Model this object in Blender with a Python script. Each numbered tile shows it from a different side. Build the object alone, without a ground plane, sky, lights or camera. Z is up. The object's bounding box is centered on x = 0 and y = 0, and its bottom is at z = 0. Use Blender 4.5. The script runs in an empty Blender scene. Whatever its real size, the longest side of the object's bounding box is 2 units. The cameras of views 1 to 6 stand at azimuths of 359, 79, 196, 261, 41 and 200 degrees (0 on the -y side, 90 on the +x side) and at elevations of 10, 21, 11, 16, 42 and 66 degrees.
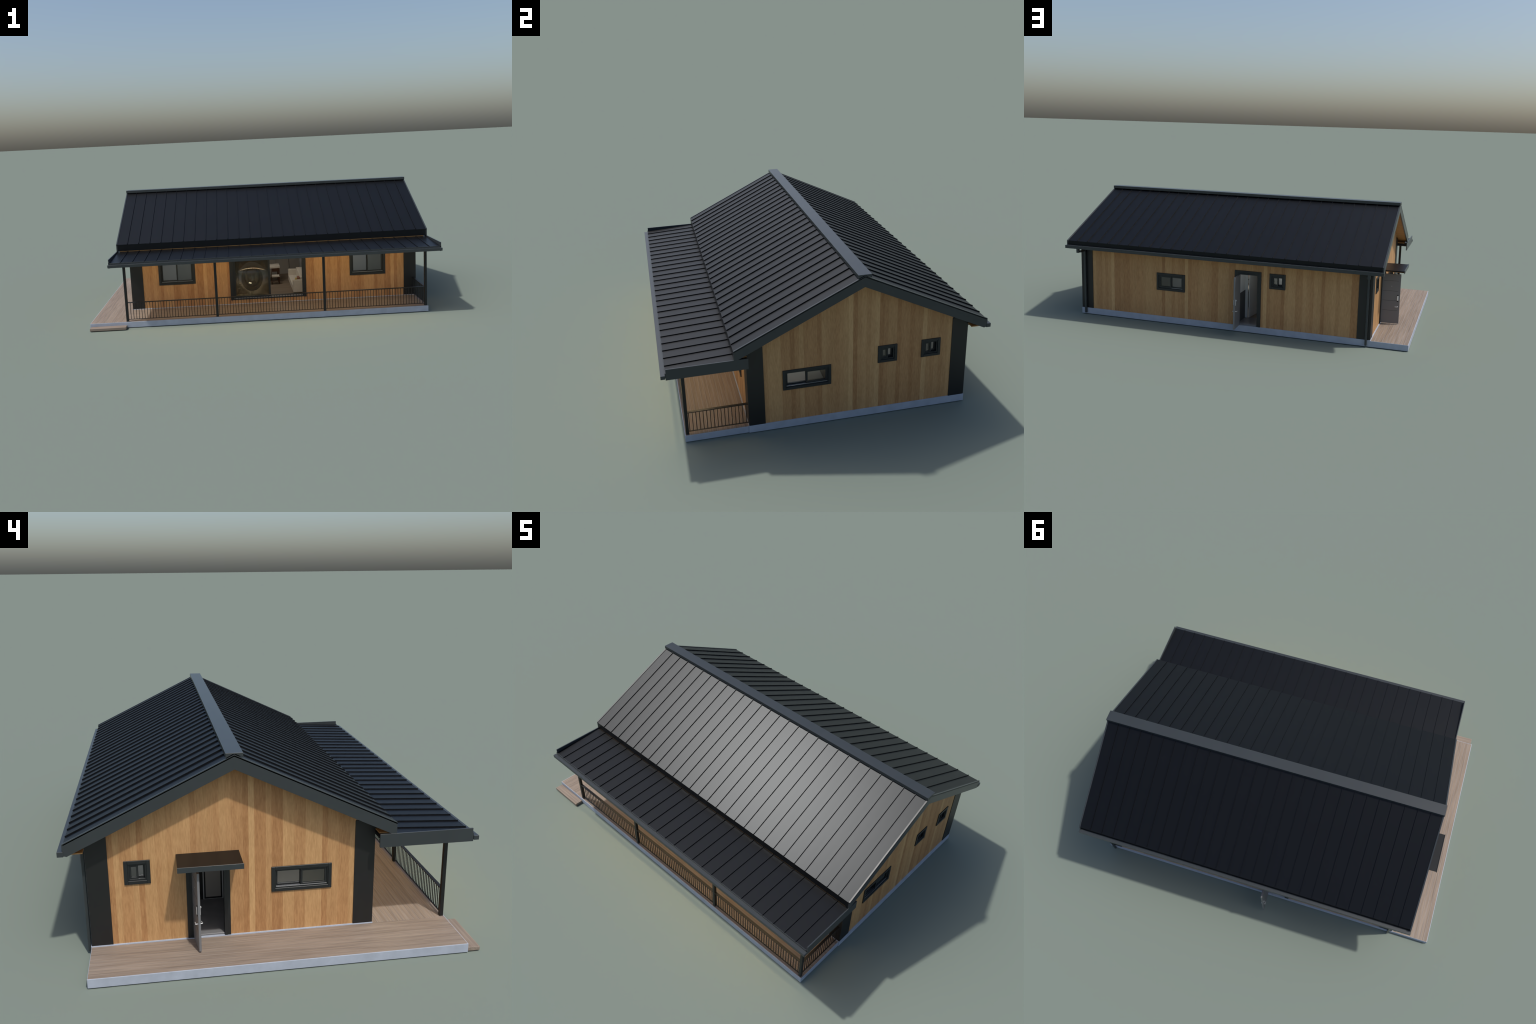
"""Single-storey timber-clad house with a standing-seam roof, a covered porch and a deck.
Frame: metres, z up, front (porch) towards -y, left deck towards -x."""
import bpy, bmesh, math, random
from mathutils import Vector, Matrix

random.seed(7)

# ------------------------------------------------------------------ main sizes
SLAB_L, SLAB_R = -1.000, 0.941            # deck slab in x
SLAB_F, SLAB_B = -0.665, 0.643            # deck slab in y
SLAB_TOP = 0.0325
BASE_TOP = 0.036                          # house plinth, a touch above the deck slab
WL, WR, WF, WB = -0.797, 0.944, -0.379, 0.640   # outer faces of the corner panels
INSET = 0.003                             # planks lie behind the corner panels
CORNER = 0.074                            # width of the corner panels
RIDGE_Y, RIDGE_Z, SLOPE = 0.132, 0.722, 0.479
EAVE_F, EAVE_B = -0.437, 0.7035
ROOF_L, ROOF_R = -0.8575, 0.9982
SOFFIT_Z = 0.4035
PLANK = 0.0204


def roof_z(y):
    return RIDGE_Z - SLOPE * abs(y - RIDGE_Y)


# ------------------------------------------------------------------ materials
def new_mat(name):
    m = bpy.data.materials.new(name)
    m.use_nodes = True
    nt = m.node_tree
    return m, nt, nt.nodes["Principled BSDF"]


def node(nt, kind, **kw):
    n = nt.nodes.new(kind)
    for k, v in kw.items():
        setattr(n, k, v)
    return n


def noise_of(nt, scale_xyz, scale=1.0, detail=3.0, rough=0.55):
    tc = node(nt, "ShaderNodeTexCoord")
    mp = node(nt, "ShaderNodeMapping")
    mp.inputs["Scale"].default_value = scale_xyz
    nz = node(nt, "ShaderNodeTexNoise")
    nz.inputs["Scale"].default_value = scale
    nz.inputs["Detail"].default_value = detail
    nz.inputs["Roughness"].default_value = rough
    nt.links.new(tc.outputs["Object"], mp.inputs["Vector"])
    nt.links.new(mp.outputs["Vector"], nz.inputs["Vector"])
    return nz


def ramp(nt, fac, stops):
    r = node(nt, "ShaderNodeValToRGB")
    el = r.color_ramp.elements
    while len(el) < len(stops):
        el.new(0.5)
    for e, (p, c) in zip(el, stops):
        e.position = p
        e.color = (*c, 1)
    nt.links.new(fac, r.inputs["Fac"])
    return r


def mul(c, k):
    return tuple(min(1.0, v * k) for v in c)


def plain(name, col, rough=0.5, metallic=0.0, vary=0.06, scale=30.0, spec=0.5):
    m, nt, b = new_mat(name)
    nz = noise_of(nt, (1, 1, 1), scale, 4)
    r = ramp(nt, nz.outputs["Fac"], [(0.3, mul(col, 1 - vary)), (0.7, mul(col, 1 + vary))])
    nt.links.new(r.outputs["Color"], b.inputs["Base Color"])
    b.inputs["Roughness"].default_value = rough
    b.inputs["Metallic"].default_value = metallic
    b.inputs["Specular IOR Level"].default_value = spec
    return m


def wood(name, dark, light, along, rough=0.55, tone=1.0, bump=0.08, spec=0.3, fine=260.0, long=9.0, shift=0.0):
    """Streaky timber: fine grain stretched along one axis plus slow figure and a per-board shift."""
    m, nt, b = new_mat(name)
    sc = [fine, fine, fine]
    sc[along] = long
    grain = noise_of(nt, tuple(sc), 1.0, 3, 0.6)
    sc2 = [fine * 0.3] * 3
    sc2[along] = long * 0.35
    figure = noise_of(nt, tuple(sc2), 1.0, 2, 0.5)
    mix = node(nt, "ShaderNodeMix", data_type="FLOAT")
    mix.inputs["Factor"].default_value = 0.30
    info = node(nt, "ShaderNodeObjectInfo")
    if shift:      # repeats share their mesh: move each one to another stretch of grain
        off = node(nt, "ShaderNodeMath", operation="MULTIPLY")
        off.inputs[1].default_value = shift
        nt.links.new(info.outputs["Random"], off.inputs[0])
        vec = node(nt, "ShaderNodeCombineXYZ")
        for k in ("X", "Y", "Z"):
            nt.links.new(off.outputs[0], vec.inputs[k])
        for tex in (grain, figure):
            mp = tex.inputs["Vector"].links[0].from_node
            nt.links.new(vec.outputs[0], mp.inputs["Location"])
    nt.links.new(grain.outputs["Fac"], mix.inputs["A"])
    nt.links.new(figure.outputs["Fac"], mix.inputs["B"])
    sub = node(nt, "ShaderNodeMath", operation="MULTIPLY_ADD")
    sub.inputs[1].default_value = 0.08
    sub.inputs[2].default_value = -0.04
    nt.links.new(info.outputs["Random"], sub.inputs[0])
    add = node(nt, "ShaderNodeMath", operation="ADD")
    nt.links.new(mix.outputs["Result"], add.inputs[0])
    nt.links.new(sub.outputs[0], add.inputs[1])
    r = ramp(nt, add.outputs[0], [(0.36, mul(dark, tone)), (0.64, mul(light, tone))])
    nt.links.new(r.outputs["Color"], b.inputs["Base Color"])
    b.inputs["Roughness"].default_value = rough
    b.inputs["Specular IOR Level"].default_value = spec
    bp = node(nt, "ShaderNodeBump")
    bp.inputs["Strength"].default_value = bump
    bp.inputs["Distance"].default_value = 0.0005
    nt.links.new(grain.outputs["Fac"], bp.inputs["Height"])
    nt.links.new(bp.outputs["Normal"], b.inputs["Normal"])
    return m


def glass(name, tint=(0.86, 0.88, 0.87), rough=0.0, clear=1.0):
    m, nt, b = new_mat(name)
    b.inputs["Base Color"].default_value = (*tint, 1)
    b.inputs["Transmission Weight"].default_value = clear
    b.inputs["Roughness"].default_value = rough
    b.inputs["IOR"].default_value = 1.45
    return m


ROOF = plain("dark_roof_metal", (0.0040, 0.0043, 0.0050), 0.38, vary=0.05, scale=6, spec=0.29)
ROOF.node_tree.nodes["Principled BSDF"].inputs["Specular Tint"].default_value = (0.88, 0.94, 1.0, 1)  # reflection tinted blue to cool the sun highlight on the front slope
TRIM = plain("charcoal_trim_metal", (0.034, 0.040, 0.043), 0.28, vary=0.04, scale=10)
BLACK = plain("black_wall_panel", (0.0105, 0.0105, 0.0105), 0.45, vary=0.05, scale=8)
FRAME = plain("dark_window_metal", (0.0125, 0.0145, 0.0150), 0.45, vary=0.04, scale=20)
RAIL = plain("black_painted_steel", (0.0055, 0.0058, 0.0060), 0.45, vary=0.05, scale=20)
CONCRETE = plain("pale_concrete", (0.370, 0.405, 0.470), 0.85, vary=0.08, scale=22, spec=0.2)
DOOR = plain("grey_door_paint", (0.17, 0.17, 0.173), 0.4, vary=0.03, scale=12)
GROOVE = plain("door_groove_shadow", (0.012, 0.012, 0.012), 0.7)  # near-black colour draws the shade inside the leaf's grooves
CHROME = plain("brushed_chrome", (0.85, 0.85, 0.86), 0.32, metallic=0.55, vary=0.03)  # whitened and only part metallic, so locks keep a baked-in sun glint
TRACK = plain("bright_track_metal", (0.42, 0.42, 0.43), 0.35, metallic=0.6, vary=0.03)
WHITE = plain("interior_white_paint", (0.60, 0.605, 0.59), 0.8, vary=0.02, spec=0.2)
WAINSCOT = plain("dark_wainscot", (0.07, 0.075, 0.08), 0.6, vary=0.05)
DARKFLOOR = plain("dark_entrance_tile", (0.14, 0.135, 0.136), 0.45, vary=0.1)
CABINET = plain("grey_cabinet_front", (0.38, 0.35, 0.31), 0.6, vary=0.02)
CLOTH = plain("cream_upholstery", (0.74, 0.68, 0.58), 0.9, vary=0.04, scale=80, spec=0.1)
CUSHION_A = plain("terracotta_cushion_cloth", (0.45, 0.22, 0.15), 0.9, vary=0.06, scale=90, spec=0.1)
CUSHION_B = plain("mustard_cushion_cloth", (0.55, 0.42, 0.14), 0.9, vary=0.06, scale=90, spec=0.1)
TABLETOP = plain("pale_table_top", (0.60, 0.54, 0.46), 0.5, vary=0.04)
WALNUT = wood("walnut_furniture_wood", (0.05, 0.02, 0.010), (0.10, 0.042, 0.02), 2)
# each plank shade: (dark grain, light grain)
SHADE = {"d": ("dark", (0.318, 0.156, 0.062), (0.440, 0.232, 0.097)),
         "m": ("brown", (0.360, 0.186, 0.076), (0.482, 0.266, 0.115)),
         "n": ("honey", (0.388, 0.209, 0.087), (0.510, 0.291, 0.128)),
         "l": ("light", (0.418, 0.234, 0.099), (0.540, 0.317, 0.142)),
         "h": ("pale", (0.468, 0.274, 0.120), (0.590, 0.358, 0.164))}
CLAD = {k: wood("cladding_wood_" + n, a, b, 2, fine=270.0, long=34.0) for k, (n, a, b) in SHADE.items()}
SOFFIT = wood("soffit_wood", (0.36, 0.18, 0.06), (0.52, 0.28, 0.10), 0)
DECK_X = wood("deck_wood_lengthwise", (0.185, 0.144, 0.112), (0.295, 0.238, 0.190), 0, fine=190, long=6, shift=400.0)
DECK_Y = wood("deck_wood_crosswise", (0.185, 0.144, 0.112), (0.295, 0.238, 0.190), 1, fine=190, long=6, shift=400.0)
FLOOR = wood("interior_floor_wood", (0.20, 0.15, 0.105), (0.29, 0.225, 0.165), 0, fine=120, long=5)
GLASS = glass("window_glass", (0.97, 0.98, 0.975))
DUSKY = glass("tinted_window_glass", (0.64, 0.65, 0.62))
PATIO = glass("patio_door_glass", (0.44, 0.42, 0.35), 0.10, 0.95)  # olive tint and diffuse share paint dim warm reflections into the pane


def lamp_mat(name, col, strength):
    m, nt, b = new_mat(name)
    b.inputs["Base Color"].default_value = (0.8, 0.8, 0.8, 1)
    b.inputs["Emission Color"].default_value = (*col, 1)
    b.inputs["Emission Strength"].default_value = strength
    return m


PORCH_LIGHT = lamp_mat("warm_ceiling_light", (1.0, 0.77, 0.44), 17.0)
ROOM_LIGHT = lamp_mat("soft_room_light", (1.0, 0.93, 0.84), 5.0)
HALL_LIGHT = lamp_mat("dim_room_light", (0.95, 0.97, 1.0), 3.2)
BATH_LIGHT = lamp_mat("bath_room_light", (0.95, 0.97, 1.0), 7.0)

# ------------------------------------------------------------------ mesh helpers
HOUSE = bpy.data.objects.new("timber_house", None)
bpy.context.scene.collection.objects.link(HOUSE)
HOUSE["label"] = "timber-clad single-storey house with dark seamed metal roof and porch"
HOUSE["category"] = "house"


def mesh_from(name, build, mat, smooth=False, bevel=0.0, segs=2):
    bm = bmesh.new()
    build(bm)
    bmesh.ops.recalc_face_normals(bm, faces=bm.faces[:])
    if bevel > 0:
        bmesh.ops.bevel(bm, geom=bm.edges[:], offset=bevel, segments=segs, profile=0.5, affect="EDGES", clamp_overlap=True)
    me = bpy.data.meshes.new(name)
    bm.to_mesh(me)
    bm.free()
    for p in me.polygons:
        p.use_smooth = smooth
    for m in (mat if isinstance(mat, (list, tuple)) else [mat]):
        me.materials.append(m)
    return me


def put(name, me, parent=HOUSE, loc=(0, 0, 0), rot=0.0, kind=None):
    o = bpy.data.objects.new(name, me)
    bpy.context.scene.collection.objects.link(o)
    o.parent = parent
    o.location = loc
    o.rotation_euler = (0, 0, rot)
    if kind:
        o["kind"] = kind
    return o


def add_box(bm, x0, x1, y0, y1, z0, z1):
    v = [bm.verts.new(p) for p in ((x0, y0, z0), (x1, y0, z0), (x1, y1, z0), (x0, y1, z0),
                                   (x0, y0, z1), (x1, y0, z1), (x1, y1, z1), (x0, y1, z1))]
    for f in ((3, 2, 1, 0), (4, 5, 6, 7), (0, 1, 5, 4), (1, 2, 6, 5), (2, 3, 7, 6), (3, 0, 4, 7)):
        bm.faces.new([v[i] for i in f])


def boxes(name, items, mat, parent=HOUSE, bevel=0.0, loc=(0, 0, 0), rot=0.0, segs=1, kind=None):
    def build(bm):
        for it in items:
            add_box(bm, *it)
    return put(name, mesh_from(name, build, mat, bevel=bevel, segs=segs), parent, loc, rot, kind)


def add_prism(bm, poly, axis, a, b):
    """Extrude a 2D polygon along an axis (0: poly is (y,z); 1: poly is (x,z))."""
    def P(t, p):
        return (t, p[0], p[1]) if axis == 0 else (p[0], t, p[1])
    lo = [bm.verts.new(P(a, p)) for p in poly]
    hi = [bm.verts.new(P(b, p)) for p in poly]
    bm.faces.new(lo)
    bm.faces.new(hi[::-1])
    n = len(poly)
    for i in range(n):
        bm.faces.new((lo[i], lo[(i + 1) % n], hi[(i + 1) % n], hi[i]))


def prism(name, poly, axis, a, b, mat, parent=HOUSE, bevel=0.0):
    return put(name, mesh_from(name, lambda bm: add_prism(bm, poly, axis, a, b), mat, bevel=bevel, segs=1), parent)


# ------------------------------------------------------------------ ground works
boxes("concrete_slab", [(SLAB_L, SLAB_R, SLAB_F, SLAB_B - 0.001, 0, SLAB_TOP)], CONCRETE, bevel=0.0008)
boxes("house_plinth", [(WL - 0.0018, WR + 0.0015, WF - 0.0018, WB + 0.003, 0.0005, BASE_TOP)], CONCRETE, bevel=0.0006)


def deck(along, fixed0, fixed1, start, stop, count, mat):
    """Boards side by side from start to stop, running from fixed0 to fixed1."""
    pitch = (stop - start) / count
    gap = 0.0007
    L = fixed1 - fixed0
    dims = (-L / 2, L / 2, -(pitch - gap) / 2, (pitch - gap) / 2, 0, 0.0022)
    if along == 1:
        dims = (dims[2], dims[3], dims[0], dims[1], 0, 0.0022)
    me = mesh_from("deck_board", lambda bm: add_box(bm, *dims), mat, bevel=0.0001, segs=1)
    for i in range(count):
        c = start + (i + 0.5) * pitch
        mid = (fixed0 + fixed1) / 2
        loc = (mid, c, SLAB_TOP - 0.0018) if along == 0 else (c, mid, SLAB_TOP - 0.0018)
        put("deck_board", me, loc=loc)


deck(0, -0.7994, 0.9398, -0.6625, WF - 0.0020, 14, DECK_X)
deck(1, -0.6625, 0.6405, -0.9975, -0.7998, 10, DECK_Y)

step = boxes("entry_step", [(-0.995, -0.7905, -0.7112, SLAB_F - 0.001, 0.0, 0.0155)], DECK_X, bevel=0.0022, segs=3)

# ------------------------------------------------------------------ openings
# (along0, along1, z0, z1) measured on the casing outside
OPEN = {
    "front": [(-0.626, -0.4053, 0.1757, 0.352), (0.5378, 0.7562, 0.1757, 0.352), (-0.1962, 0.2681, 0.0585, 0.352)],
    "right": [(-0.2206, -0.0008, 0.193, 0.2912), (0.2158, 0.3062, 0.265, 0.3495), (0.421, 0.512, 0.264, 0.3515)],
    "left": [(-0.2205, -0.0004, 0.1908, 0.2866), (0.4236, 0.5136, 0.2602, 0.3476), (0.1485, 0.3025, 0.0335, 0.350)],
    "back": [(0.2766, 0.453, 0.1905, 0.292), (-0.3185, -0.2272, 0.262, 0.3472), (-0.1798, -0.0245, 0.036, 0.350)],
}
# plank shades in order along each wall (d dark, m brown, n honey, l light, h pale)
SHADES = {
    "front": "lnmlndlll" "ddnnddnddhmmmnlld" "nmlnmdlnnmlmdnlmnldmnlm" "mdlllnmlndlllmmdmllldnnddhdll",
    "left": "lmmnndlllmmllddnddhdmm" "nlmnlnml" "llnlnll" "dlmmld",
    "right": "nlllmmdmlmmmdlnnmnlhdnlnlhdmnndmmdmmhnmnmnl",
    "back": "ddlllnllndllmnlmmllldmmnmhm" "nmlnmnlm" "mlllddnnlnmmdhmmnmlldnnnllnmmnmddmddhnmnmnl",
}


def cladding(wall):
    ax = 0 if wall in ("front", "back") else 1
    if ax == 0:
        a0, a1 = WL + CORNER - 0.001, WR - CORNER + 0.001
    else:
        a0, a1 = WF + CORNER - 0.001, WB - CORNER + 0.001
    outer = {"front": WF + INSET, "back": WB - INSET, "left": WL + INSET, "right": WR - INSET}[wall]
    inner = outer + {"front": 1, "back": -1, "left": 1, "right": -1}[wall] * 0.006
    lo, hi = sorted((outer, inner))
    holes = [(h[0] + 0.006, h[1] - 0.006, h[2] + (0.006 if h[2] > 0.04 else -0.01), h[3] - 0.006) for h in OPEN[wall]]

    def strip(bm, s, e, t0, t1, z_bottom):
        cuts = sorted({s, e} | {c for h in holes for c in h[:2] if s < c < e} | ({RIDGE_Y} if ax == 1 and s < RIDGE_Y < e else set()))
        for u, v in zip(cuts, cuts[1:]):
            zs = [z_bottom]
            for h in sorted(holes, key=lambda q: q[2]):
                if h[0] < (u + v) / 2 < h[1]:
                    zs += [max(h[2], z_bottom), h[3]]
            top = (lambda q: 0.43) if ax == 0 else (lambda q: roof_z(q) - 0.03)
            zs.append(None)
            for z0, z1 in zip(zs[::2], zs[1::2]):
                if z1 is not None and z1 - z0 < 1e-4:
                    continue
                p = [(u, z0), (v, z0), (v, z1 if z1 is not None else top(v)), (u, z1 if z1 is not None else top(u))]
                if ax == 0:
                    add_prism(bm, p, 1, t0, t1)
                else:
                    add_prism(bm, p, 0, t0, t1)

    n = max(1, round((a1 - a0) / PLANK))
    w = (a1 - a0) / n
    seq = SHADES[wall]
    for i in range(n):
        s, e = a0 + i * w, a0 + (i + 1) * w
        me = mesh_from("wall_plank", lambda bm: strip(bm, s, e, lo, hi, BASE_TOP), CLAD[seq[i % len(seq)]])
        put("wall_plank", me)
    # white inner lining of the same wall
    t = inner + (0.014 if inner > outer else -0.014)
    l2, h2 = sorted((inner + (0.0005 if inner > outer else -0.0005), t))
    b0, b1 = (WL + 0.01, WR - 0.01) if ax == 0 else (WF + 0.024, WB - 0.024)
    me = mesh_from("wall_lining", lambda bm: strip(bm, b0, b1, l2, h2, BASE_TOP), WHITE)
    put("wall_lining", me)


for wname in ("front", "left", "right", "back"):
    cladding(wname)

# black corner panels, L-shaped in plan, sloping tops on the gable legs
for sx in (-1, 1):
    for sy in (-1, 1):
        X = WL if sx < 0 else WR
        Y = WF if sy < 0 else WB
        xi, yi = X - sx * CORNER, Y - sy * CORNER

        def build(bm, X=X, Y=Y, xi=xi, yi=yi, sx=sx, sy=sy):
            t = 0.010
            x0, x1 = sorted((X, xi))
            y0, y1 = sorted((Y, Y - sy * t))
            add_box(bm, x0, x1, y0, y1, BASE_TOP, 0.425)
            ya, yb = sorted((Y - sy * t, yi))
            xa, xb = sorted((X, X - sx * t))
            add_prism(bm, [(ya, BASE_TOP), (yb, BASE_TOP), (yb, min(roof_z(yb) - 0.03, 0.44)), (ya, min(roof_z(ya) - 0.03, 0.44))], 0, xa, xb)
        put("corner_panel", mesh_from("corner_panel", build, BLACK))

# ------------------------------------------------------------------ windows and doors
# Each unit is built in a local frame: X along the wall to the viewer's right seen from outside,
# -Y pointing out of the wall, Z up; then turned to face its own side.
FACE = {"front": (0.0, WF + INSET), "back": (math.pi, WB - INSET), "left": (-math.pi / 2, WL + INSET), "right": (math.pi / 2, WR - INSET)}


def place(wall, a0, a1):
    rot, plane = FACE[wall]
    mid = (a0 + a1) / 2
    loc = {"front": (mid, plane, 0), "back": (mid, plane, 0), "left": (plane, mid, 0), "right": (plane, mid, 0)}[wall]
    return loc, rot


def rect_frame(x0, x1, z0, z1, w, y0, y1, wb=None):
    """Four bars round a rectangle: sides run full height, head and sill butt between them."""
    wb = w if wb is None else wb
    return [(x0, x0 + w, y0, y1, z0, z1), (x1 - w, x1, y0, y1, z0, z1),
            (x0 + w, x1 - w, y0, y1, z1 - w, z1), (x0 + w, x1 - w, y0, y1, z0, z0 + wb)]


def window(wall, rect, glazed, lens=False, small=False, depth=0.0):
    a0, a1, z0, z1 = rect
    loc, rot = place(wall, a0, a1)
    h = (a1 - a0) / 2
    casing = 0.0128
    rv = 0.0066 if small else 0.0048          # width of the stepped reveal
    w = boxes("window_frame", rect_frame(-h, h, z0, z1, casing, -0.0045, 0.006), FRAME, bevel=0.0007, loc=loc, rot=rot)
    x, zl, zh = h - casing + 0.0008, z0 + casing - 0.0008, z1 - casing + 0.0008
    boxes("window_reveal", rect_frame(-x, x, zl, zh, rv, -0.0005, 0.026), FRAME, w, bevel=0.0004)
    boxes("window_track", [(-x + 0.004, x - 0.004, 0.0003, 0.0015, zl + 0.0040, zl + 0.0062),
                           (-x + 0.004, x - 0.004, 0.0075, 0.0087, zl + 0.0040, zl + 0.0060)], TRACK, w)
    x2, zl2, zh2 = x - rv + 0.0002, zl + rv - 0.0002, zh - rv + 0.0002
    sw = 0.0075 if not small else 0.0062
    m = 0.0035
    near, far = ((-x2, m), (-m, x2)) if glazed == "left" else ((-m, x2), (-x2, m))
    for (b0, b1), yy, mat, soft in ((near, 0.0022 - depth * 0.3, DUSKY, lens), (far, 0.0120 - depth, GLASS, False)):
        sa = boxes("window_sash", rect_frame(b0, b1, zl2, zh2, sw, yy, yy + 0.009), FRAME, w, bevel=0.0005)
        for k in ((0.0022, 0.0056) if soft else (0.003,)):       # the near sash is double glazed
            def pane(bm, b0=b0, b1=b1, yy=yy, k=k):
                add_box(bm, b0 + sw - 0.0005, b1 - sw + 0.0005, yy + k, yy + k + 0.0022, zl2 + sw - 0.0005, zh2 - sw + 0.0005)
            put("window_pane", mesh_from("window_pane", pane, mat, smooth=soft), sa)
    return w


window("front", OPEN["front"][0], "right")
window("front", OPEN["front"][1], "right")
window("right", OPEN["right"][0], "right")
window("right", OPEN["right"][1], "left", small=True)
window("right", OPEN["right"][2], "left", small=True)
window("left", OPEN["left"][0], "right")
window("left", OPEN["left"][1], "left", small=True)
window("back", OPEN["back"][0], "left", depth=0.008)
window("back", OPEN["back"][1], "left", small=True)

# sliding patio door: left leaf glazed, right half open
a0, a1, z0, z1 = OPEN["front"][2]
loc, rot = place("front", a0, a1)
h = (a1 - a0) / 2
patio = boxes("patio_door_frame", [(-h, -h + 0.0135, -0.0045, 0.006, z0, z1), (h - 0.0135, h, -0.0045, 0.006, z0, z1),
                                   (-h + 0.0135, h - 0.0135, -0.0045, 0.006, z1 - 0.0135, z1),
                                   (-h + 0.0135, h - 0.0135, -0.002, 0.026, z0 + 0.001, z0 + 0.008)], FRAME, bevel=0.0006, loc=loc, rot=rot)
boxes("patio_door_reveal", [(-h + 0.013, -h + 0.022, -0.003, 0.026, z0 + 0.008, z1 - 0.013), (h - 0.022, h - 0.013, -0.003, 0.026, z0 + 0.008, z1 - 0.013)], FRAME, patio, bevel=0.0005)
boxes("patio_door_track", [(-h + 0.022, h - 0.022, 0.0020, 0.0035, z0 + 0.008, z0 + 0.0105), (-h + 0.022, h - 0.022, 0.014, 0.0155, z0 + 0.008, z0 + 0.0105)], TRACK, patio)
leaf = boxes("patio_door_leaf", rect_frame(-h + 0.022, 0.014, z0 + 0.0105, z1 - 0.014, 0.0125, 0.003, 0.0125), FRAME, patio, bevel=0.0006)
for k in (0.0045, 0.0085):
    put("patio_door_pane", mesh_from("patio_door_pane", lambda bm: add_box(bm, -h + 0.034, 0.002, k, k + 0.0028, z0 + 0.0225, z1 - 0.026), PATIO, smooth=True), leaf)


def lever(parent, x, z, side):
    """Door lever: round rose, short neck and a bar pointing to the hinge."""
    y = -0.0042 if side < 0 else 0.0042
    s = side

    def build(bm):
        bmesh.ops.create_cone(bm, cap_ends=True, segments=20, radius1=0.0034, radius2=0.0030, depth=0.0022, matrix=Matrix.Translation((x, y + s * 0.0010, z)) @ Matrix.Rotation(math.pi / 2, 4, "X"))
        add_box(bm, x - 0.0009, x + 0.0009, *sorted((y + s * 0.0018, y + s * 0.0062)), z - 0.0009, z + 0.0009)
        add_box(bm, x - 0.0150, x + 0.0012, *sorted((y + s * 0.0060, y + s * 0.0082)), z - 0.0012, z + 0.0012)
    return put("door_handle", mesh_from("door_handle", build, CHROME, bevel=0.0002, segs=1), parent)


def hinged_door(wall, rect, hinge, angle):
    a0, a1, z0, z1 = rect
    loc, rot = place(wall, a0, a1)
    h = (a1 - a0) / 2
    f = boxes("door_frame", [(-h, -h + 0.0130, -0.0045, 0.006, z0, z1), (h - 0.0130, h, -0.0045, 0.006, z0, z1),
                             (-h + 0.013, h - 0.013, -0.0045, 0.006, z1 - 0.0135, z1)], FRAME, bevel=0.0007, loc=loc, rot=rot)
    boxes("door_jamb", [(-h + 0.0125, -h + 0.022, -0.005, 0.026, z0 + 0.0015, z1 - 0.013), (h - 0.022, h - 0.0125, -0.005, 0.026, z0 + 0.0015, z1 - 0.013),
                        (-h + 0.022, h - 0.022, -0.005, 0.026, z1 - 0.022, z1 - 0.013)], FRAME, f, bevel=0.0005)
    boxes("door_sill", [(-h + 0.022, h - 0.022, 0.002, 0.026, z0 + 0.0005, z0 + 0.009)], DOOR, f, bevel=0.0006)
    # the leaf, built lying along +X from its hinge, outside face to -Y
    W, T, zb, zt = 0.1045, 0.0042, 0.0385, 0.3295
    d = boxes("door_leaf", [(0, W, -T, T, zb, zt)], DOOR, bevel=0.0006, loc=(hinge[0], hinge[1], 0), rot=angle)
    H = zt - zb
    boxes("door_groove", [(0.006, W - 0.012, -T - 0.0002, -T + 0.0008, zt - H * k - 0.0006, zt - H * k + 0.0006) for k in (0.135, 0.34, 0.535, 0.735)], GROOVE, d)
    lever(d, W - 0.012, zt - H * 0.655, -1)
    lever(d, W - 0.012, zt - H * 0.655, 1)
    boxes("lock_plate", [(W - 0.0165, W - 0.0090, -T - 0.0012, -T, zt - H * 0.555, zt - H * 0.415)], RAIL, d, bevel=0.0004)
    boxes("door_lock", [(W - 0.017, W - 0.0085, -T - 0.0034, -T - 0.0010, zt - H * 0.53, zt - H * 0.435)], CHROME, d, bevel=0.0012, segs=3)
    boxes("door_lock", [(W - 0.016, W - 0.010, T, T + 0.0026, zt - H * 0.54, zt - H * 0.425), (W - 0.0155, W - 0.0105, T + 0.0026, T + 0.0052, zt - H * 0.455, zt - H * 0.435)], CHROME, d, bevel=0.0008, segs=2)

    def eye(bm):
        bmesh.ops.create_cone(bm, cap_ends=True, segments=16, radius1=0.0011, radius2=0.0011, depth=0.001,
                              matrix=Matrix.Translation((W * 0.52, -T - 0.0003, zt - H * 0.245)) @ Matrix.Rotation(math.pi / 2, 4, "X"))
    put("door_peephole", mesh_from("door_peephole", eye, CHROME), d)
    return f


hinged_door("left", OPEN["left"][2], (-0.7975, 0.2785), math.radians(180 + 6.5))
hinged_door("back", OPEN["back"][2], (-0.0551, 0.6400), math.radians(93.6))

# flat entrance canopy over the left door, with a raised front lip
canopy = prism("door_canopy", [(-0.793, 0.3605), (-0.793, 0.354), (-0.9235, 0.3565), (-0.9235, 0.3622)], 1, 0.1150, 0.3345, ROOF)
boxes("canopy_lip", [(-0.9262, -0.9232, 0.1140, 0.3355, 0.3470, 0.3660)], TRIM, canopy, bevel=0.0002)
boxes("canopy_lining", [(-0.9230, -0.7935, 0.1165, 0.3330, 0.3522, 0.3538)], SOFFIT, canopy)

# ------------------------------------------------------------------ main roof
N_PANEL = 28
PITCH = (ROOF_R - ROOF_L) / N_PANEL
PAN_DROP = 0.0032      # pans lie a little below the rake trim
RIB_H, RIB_W = 0.0052, 0.0030


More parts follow.
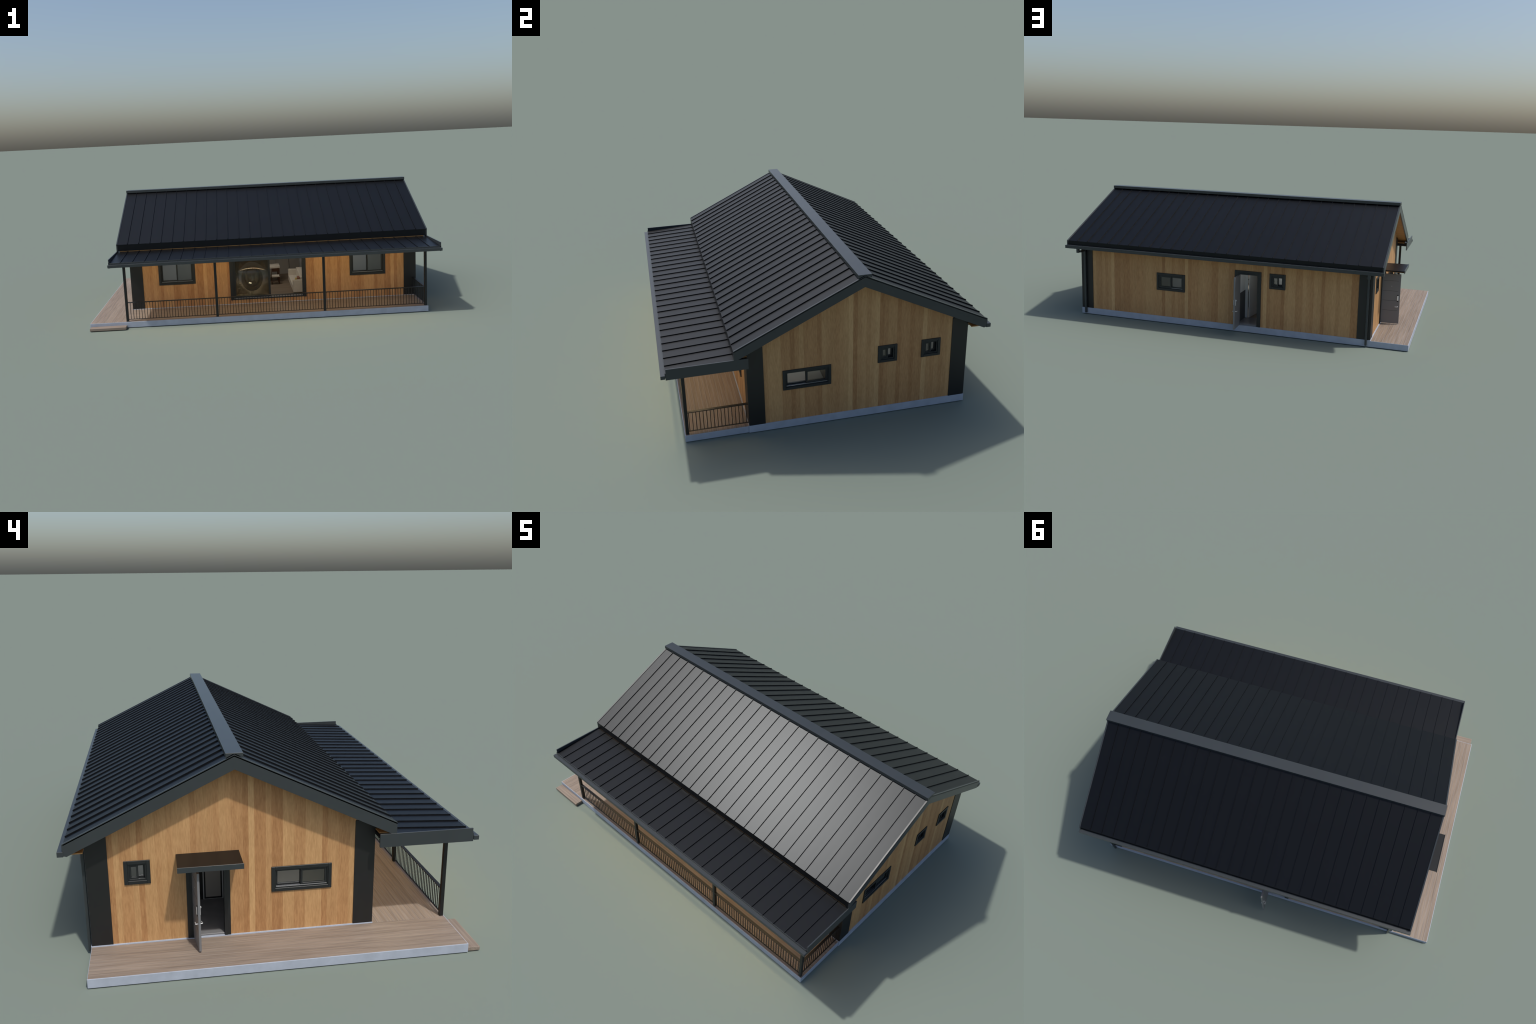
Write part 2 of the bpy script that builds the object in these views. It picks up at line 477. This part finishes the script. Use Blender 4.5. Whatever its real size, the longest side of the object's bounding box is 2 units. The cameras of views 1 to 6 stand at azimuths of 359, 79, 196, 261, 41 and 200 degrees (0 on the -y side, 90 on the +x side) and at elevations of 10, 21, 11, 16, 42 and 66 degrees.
def roof_panel(name, profile_top, thick, rib, rib_h=RIB_H):
    """One pan, running down the slope, with its standing seam along the left edge.
    profile_top: (y, z) at the upper and lower end."""
    (ya, za), (yb, zb) = profile_top

    def build(bm):
        add_prism(bm, [(ya, za), (yb, zb), (yb, zb - thick), (ya, za - thick)], 0, 0, PITCH)
        if rib:
            add_prism(bm, [(ya, za - 0.0005), (yb, zb - 0.0005), (yb, zb + rib_h), (ya, za + rib_h)], 0, -RIB_W / 2, RIB_W / 2)
    return mesh_from(name, build, ROOF)


def lay(name, top, thick, x_start, count, pitch=PITCH, rib_h=RIB_H):
    with_rib, bare = roof_panel(name, top, thick, True, rib_h), roof_panel(name, top, thick, False)
    for i in range(count):
        put(name, bare if i == 0 else with_rib, loc=(x_start + i * pitch, 0, 0))


PAN_END_B = 0.6990          # the back pans stop short of the rake ends
for ye in (EAVE_F, PAN_END_B):
    lay("roof_panel", ((RIDGE_Y, RIDGE_Z - PAN_DROP), (ye, roof_z(ye) - PAN_DROP)), 0.004, ROOF_L, N_PANEL)
    # eave fascia: folded dark metal under the pans
    s = -1 if ye < 0 else 1
    y0, y1 = sorted((ye, ye - s * 0.006))
    boxes("eave_fascia", [(ROOF_L + 0.0072, ROOF_R - 0.0072, y0 + (0.0004 if s < 0 else 0), y1 - (0.0004 if s > 0 else 0), 0.4083, roof_z(ye) - PAN_DROP - 0.0042)], ROOF)
    # boarded eave soffit and sloping lining of the overhang
    w = WF if s < 0 else WB
    y0, y1 = sorted((w + s * 0.0005, ye - s * 0.0025))
    boxes("eave_soffit", [(-0.8395, 0.9785, y0, y1, SOFFIT_Z, SOFFIT_Z + 0.0042)], SOFFIT)
    ym = ye - s * 0.007
    prism("roof_lining", [(RIDGE_Y, RIDGE_Z - 0.011), (ym, roof_z(ym) - 0.011), (ym, 0.4083), (RIDGE_Y + s * 0.5600, 0.4083), (RIDGE_Y, RIDGE_Z - 0.0430)], 0,
          ROOF_L + 0.0075, ROOF_R - 0.0075, SOFFIT)

for x0, x1 in ((ROOF_L, ROOF_L + 0.007), (ROOF_R - 0.007, ROOF_R)):
    D = 0.0510
    yf = RIDGE_Y - (RIDGE_Z - D - 0.404) / SLOPE
    yb = RIDGE_Y + (RIDGE_Z - D - 0.404) / SLOPE
    prism("rake_trim", [(EAVE_F, roof_z(EAVE_F) - 0.0003), (RIDGE_Y, RIDGE_Z - 0.0003), (EAVE_B, roof_z(EAVE_B) - 0.0003), (EAVE_B, 0.4075), (yb, 0.404),
                        (RIDGE_Y, RIDGE_Z - D), (yf, 0.404), (EAVE_F, 0.4075)], 0, x0, x1, TRIM, bevel=0.0003)

# ridge cap: a folded channel, flat on top, bottom following the slope at its ends
c0, c1, cz = 0.1023, 0.1612, 0.7275
prism("ridge_cap", [(c0, cz), (c1, cz), (c1, 0.7108), (RIDGE_Y + 0.006, RIDGE_Z + 0.0008), (RIDGE_Y - 0.006, RIDGE_Z + 0.0008), (c0, 0.7108)], 0,
      ROOF_L - 0.001, ROOF_R + 0.0005, TRIM, bevel=0.0006)

# back gutter
boxes("roof_gutter", [(-0.8600, 1.0, PAN_END_B + 0.0005, 0.7205, 0.4045, 0.4225)], TRIM, bevel=0.0008)
for x in (-0.7755, 0.9140):
    p = boxes("downpipe", [(x - 0.0055, x + 0.0055, WB + 0.0035, WB + 0.0150, 0.0075, 0.395)], TRIM, bevel=0.0012, segs=2)
    s = 1 if x > 0 else -1
    boxes("downpipe_outlet", [(x - 0.007 + 0.008 * s, x + 0.007 + 0.008 * s, 0.7015, 0.7165, 0.381, 0.4062)], TRIM, p, bevel=0.0008)
    boxes("downpipe_elbow", [(x - 0.0052, x + 0.0052 , WB + 0.014, 0.7010, 0.3815, 0.3935)], TRIM, p, bevel=0.0008)

# ------------------------------------------------------------------ porch
PZ = lambda y: 0.4020 + (y + 0.437) * 0.053      # porch pan surface
PORCH_F = -0.7245
lay("porch_roof_panel", ((WF - 0.001, PZ(WF)), (PORCH_F, PZ(PORCH_F))), 0.006, ROOF_L, N_PANEL, rib_h=0.0042)
for x0, x1 in ((ROOF_L, ROOF_L + 0.005), (ROOF_R - 0.005, ROOF_R)):
    prism("porch_side_trim", [(-0.3765, 0.4075), (-0.7212, 0.4075), (-0.7212, 0.3905), (-0.7238, 0.3905), (-0.7238, 0.3575), (-0.3765, 0.3580)], 0, x0 - (0.0004 if x0 < 0 else -0.0004), x1 + (0.0004 if x0 > 0 else -0.0004), TRIM, bevel=0.0002)
boxes("porch_fascia", [(ROOF_L + 0.006, ROOF_R - 0.006, PORCH_F - 0.0010, PORCH_F + 0.0015, 0.3640, PZ(PORCH_F) + 0.0008)], TRIM, bevel=0.0003)
boxes("porch_gutter", [(-0.8600, 1.0, -0.7445, PORCH_F - 0.0006, 0.3628, 0.3790)], TRIM, bevel=0.0007)
boxes("porch_beam", [(-0.80, 0.942, -0.6680, -0.6400, 0.3640, 0.3800), (-0.8515, 0.9925, WF - 0.012, WF - 0.0005, 0.3850, 0.3970)], RAIL, bevel=0.0005)
prism("porch_ceiling", [(WF - 0.0125, PZ(WF) - 0.0075), (PORCH_F + 0.005, PZ(PORCH_F) - 0.0075), (PORCH_F + 0.005, PZ(PORCH_F) - 0.0105), (WF - 0.0125, PZ(WF) - 0.0105)], 0,
      ROOF_L + 0.0055, ROOF_R - 0.0055, SOFFIT)

POST_X = (-0.7868, -0.2735, 0.3442, 0.9272)
POST_Y, POST_W = -0.6530, 0.0143
me_post = mesh_from("porch_post", lambda bm: add_box(bm, -POST_W / 2, POST_W / 2, -POST_W / 2, POST_W / 2, 0, 0.3385), RAIL, bevel=0.0012, segs=2)
for x in POST_X:
    put("porch_post", me_post, loc=(x, POST_Y, SLAB_TOP + 0.001))

RAIL_LO, RAIL_HI = 0.0448, 0.1446
rails = []
bar = mesh_from("baluster", lambda bm: add_box(bm, -0.00145, 0.00145, -0.00145, 0.00145, RAIL_LO, RAIL_HI - 0.003), RAIL)


BAR_PITCH = 0.01580


def railing(p, q, first):
    p, q = Vector(p), Vector(q)
    d = q - p
    ang = math.atan2(d.y, d.x)
    L = d.length
    r = boxes("porch_railing", [(0, L, -0.0067, 0.0067, RAIL_HI - 0.0038, RAIL_HI), (0, L, -0.0030, 0.0030, RAIL_LO - 0.0012, RAIL_LO + 0.0018)],
              RAIL, bevel=0.0005, loc=(p.x, p.y, 0), rot=ang)
    at = first
    while at < L - 0.001:
        put("baluster", bar, r, loc=(at, 0, 0))
        at += BAR_PITCH


for x0, x1, first in zip(POST_X, POST_X[1:], (0.0140, 0.0060, 0.0067)):
    railing((x0 + POST_W / 2 - 0.0005, POST_Y), (x1 - POST_W / 2 + 0.0005, POST_Y), first)
railing((POST_X[-1], POST_Y + POST_W / 2 - 0.0005), (POST_X[-1], WF + 0.0005), 0.0050)

# ------------------------------------------------------------------ interior seen through the openings
inside = boxes("interior_floor", [(WL + 0.03, WR - 0.03, WF + 0.026, 0.478, BASE_TOP - 0.002, BASE_TOP + 0.003)], FLOOR)
boxes("entrance_floor", [(WL + 0.02, -0.515, 0.135, 0.31, BASE_TOP + 0.0032, BASE_TOP + 0.0045), (-0.19, 0.30, 0.4785, WB - 0.026, BASE_TOP - 0.001, BASE_TOP + 0.0035)], DARKFLOOR)
boxes("interior_ceiling", [(WL + 0.026, WR - 0.026, WF + 0.026, WB - 0.026, 0.396, 0.402)], WHITE)
Z0, Z1 = BASE_TOP + 0.003, 0.396
boxes("interior_wall", [
    (-0.240, -0.228, WF + 0.026, 0.130, Z0, Z1), (0.302, 0.314, WF + 0.026, 0.4795, Z0, Z1),
    (WL + 0.026, -0.240, 0.132, 0.142, Z0, Z1), (WL + 0.026, -0.505, 0.312, 0.322, Z0, Z1),
    (-0.515, -0.505, 0.1425, 0.3115, Z0, Z1), (-0.505, -0.195, 0.480, 0.490, Z0, Z1),
    (-0.515, -0.505, 0.322, WB - 0.026, Z0, Z1),
    (-0.0520, 0.600, 0.480, 0.490, Z0, Z1), (-0.210, -0.198, 0.490, WB - 0.026, Z0, Z1),
    (-0.036, -0.026, 0.490, WB - 0.026, Z0, Z1), (0.3145, WR - 0.026, 0.130, 0.140, Z0, Z1),
    (0.60, 0.61, 0.140, WB - 0.026, Z0, Z1), (0.61, WR - 0.026, 0.360, 0.370, Z0, Z1)], WHITE)
boxes("wall_wainscot", [(-0.0378, -0.0362, 0.491, WB - 0.027, Z0, 0.205)], WAINSCOT)
boxes("interior_door", [(-0.006, 0.0, -0.115, 0.0, Z0 + 0.001, 0.322)], WHITE, loc=(-0.056, 0.483, 0), rot=math.radians(-8), bevel=0.0005)
# entrance cupboard with a dark door
cup = boxes("hall_cupboard", [(-0.5165, -0.5152, 0.150, 0.222, Z0 + 0.004, 0.34), (-0.5160, -0.5152, 0.226, 0.250, Z0 + 0.002, 0.36)], RAIL)
boxes("cupboard_door", [(-0.518, -0.5166, 0.156, 0.216, Z0 + 0.012, 0.335)], CABINET, cup)
# a made bed in each bedroom
for x0, x1 in ((-0.70, -0.32), (0.42, 0.84)):
    bed = boxes("bed", [(x0, x1, -0.30, 0.02, Z0 + 0.004, 0.095)], CLOTH, bevel=0.004, segs=3)
    boxes("bed_cover", [(x0 - 0.001, x1 - 0.10, -0.301, 0.021, 0.06, 0.101)], CABINET, bed, bevel=0.004, segs=3)
# kitchen cabinets along the back of the living room
cabs = boxes("kitchen_cabinet", [(0.02 + i * 0.105, 0.122 + i * 0.105, 0.462, 0.4785, Z0, 0.39) for i in range(3)], CABINET, bevel=0.0006)
# table and chairs
table = boxes("dining_table", [(0.01, 0.143, 0.165, 0.275, 0.1400, 0.1530)], TABLETOP, bevel=0.001)
boxes("table_leg", [(x, x + 0.007, y, y + 0.007, Z0, 0.14) for x in (0.018, 0.128) for y in (0.175, 0.258)], WALNUT, table)


def chair(x, y):
    c = boxes("dining_chair", [(x, x + 0.058, y, y + 0.052, 0.0890, 0.0975)], CLOTH, bevel=0.0015, segs=2)
    boxes("chair_frame", [(x + a, x + a + 0.0036, y + b, y + b + 0.0036, Z0, zz) for a in (0, 0.053) for b, zz in ((0, 0.150), (0.047, 0.089))]
          + [(x + 0.005, x + 0.053, y, y + 0.004, 0.128, 0.150), (x + 0.005, x + 0.053, y + 0.001, y + 0.004, 0.060, 0.064), (x + 0.0, x + 0.004, y + 0.005, y + 0.047, 0.060, 0.064), (x + 0.054, x + 0.058, y + 0.005, y + 0.047, 0.060, 0.064)], WALNUT, c)


chair(0.080, 0.105)
chair(0.014, 0.105)
# sofa along the right side
sofa = boxes("sofa", [(0.202, 0.262, -0.155, 0.19, Z0 + 0.004, 0.082), (0.255, 0.300, -0.155, 0.19, Z0 + 0.004, 0.135),
                      (0.202, 0.300, -0.189, -0.155, Z0 + 0.004, 0.1215), (0.202, 0.300, 0.190, 0.222, Z0 + 0.004, 0.1215)], CLOTH, bevel=0.003, segs=3)
boxes("sofa_cushion", [(0.236, 0.252, -0.140, -0.085, 0.083, 0.130)], CUSHION_A, sofa, bevel=0.005, segs=3)
boxes("sofa_cushion", [(0.222, 0.234, -0.150, -0.105, 0.083, 0.124)], CUSHION_B, sofa, bevel=0.004, segs=3)

# ------------------------------------------------------------------ ceiling lamps (porch row and one per room)
n = 9
for i in range(n):
    x = -0.76 + (i + 0.5) * 1.66 / n
    y = -0.585
    boxes("porch_lamp", [(x - 0.075, x + 0.075, y - 0.010, y + 0.010, PZ(y) - 0.0155, PZ(y) - 0.0108)], PORCH_LIGHT, bevel=0.001)
for mat, x, y, r in ((ROOM_LIGHT, 0.05, 0.05, 0.07), (HALL_LIGHT, -0.52, -0.12, 0.06), (HALL_LIGHT, 0.64, -0.12, 0.06),
                     (HALL_LIGHT, -0.65, 0.22, 0.025), (BATH_LIGHT, -0.65, 0.47, 0.03), (HALL_LIGHT, -0.12, 0.55, 0.025),
                     (BATH_LIGHT, -0.35, 0.56, 0.03), (HALL_LIGHT, 0.30, 0.56, 0.03), (BATH_LIGHT, 0.77, 0.25, 0.025), (BATH_LIGHT, 0.77, 0.49, 0.025)):
    boxes("room_lamp", [(x - r, x + r, y - r, y + r, 0.3915, 0.3955)], mat, bevel=0.001)
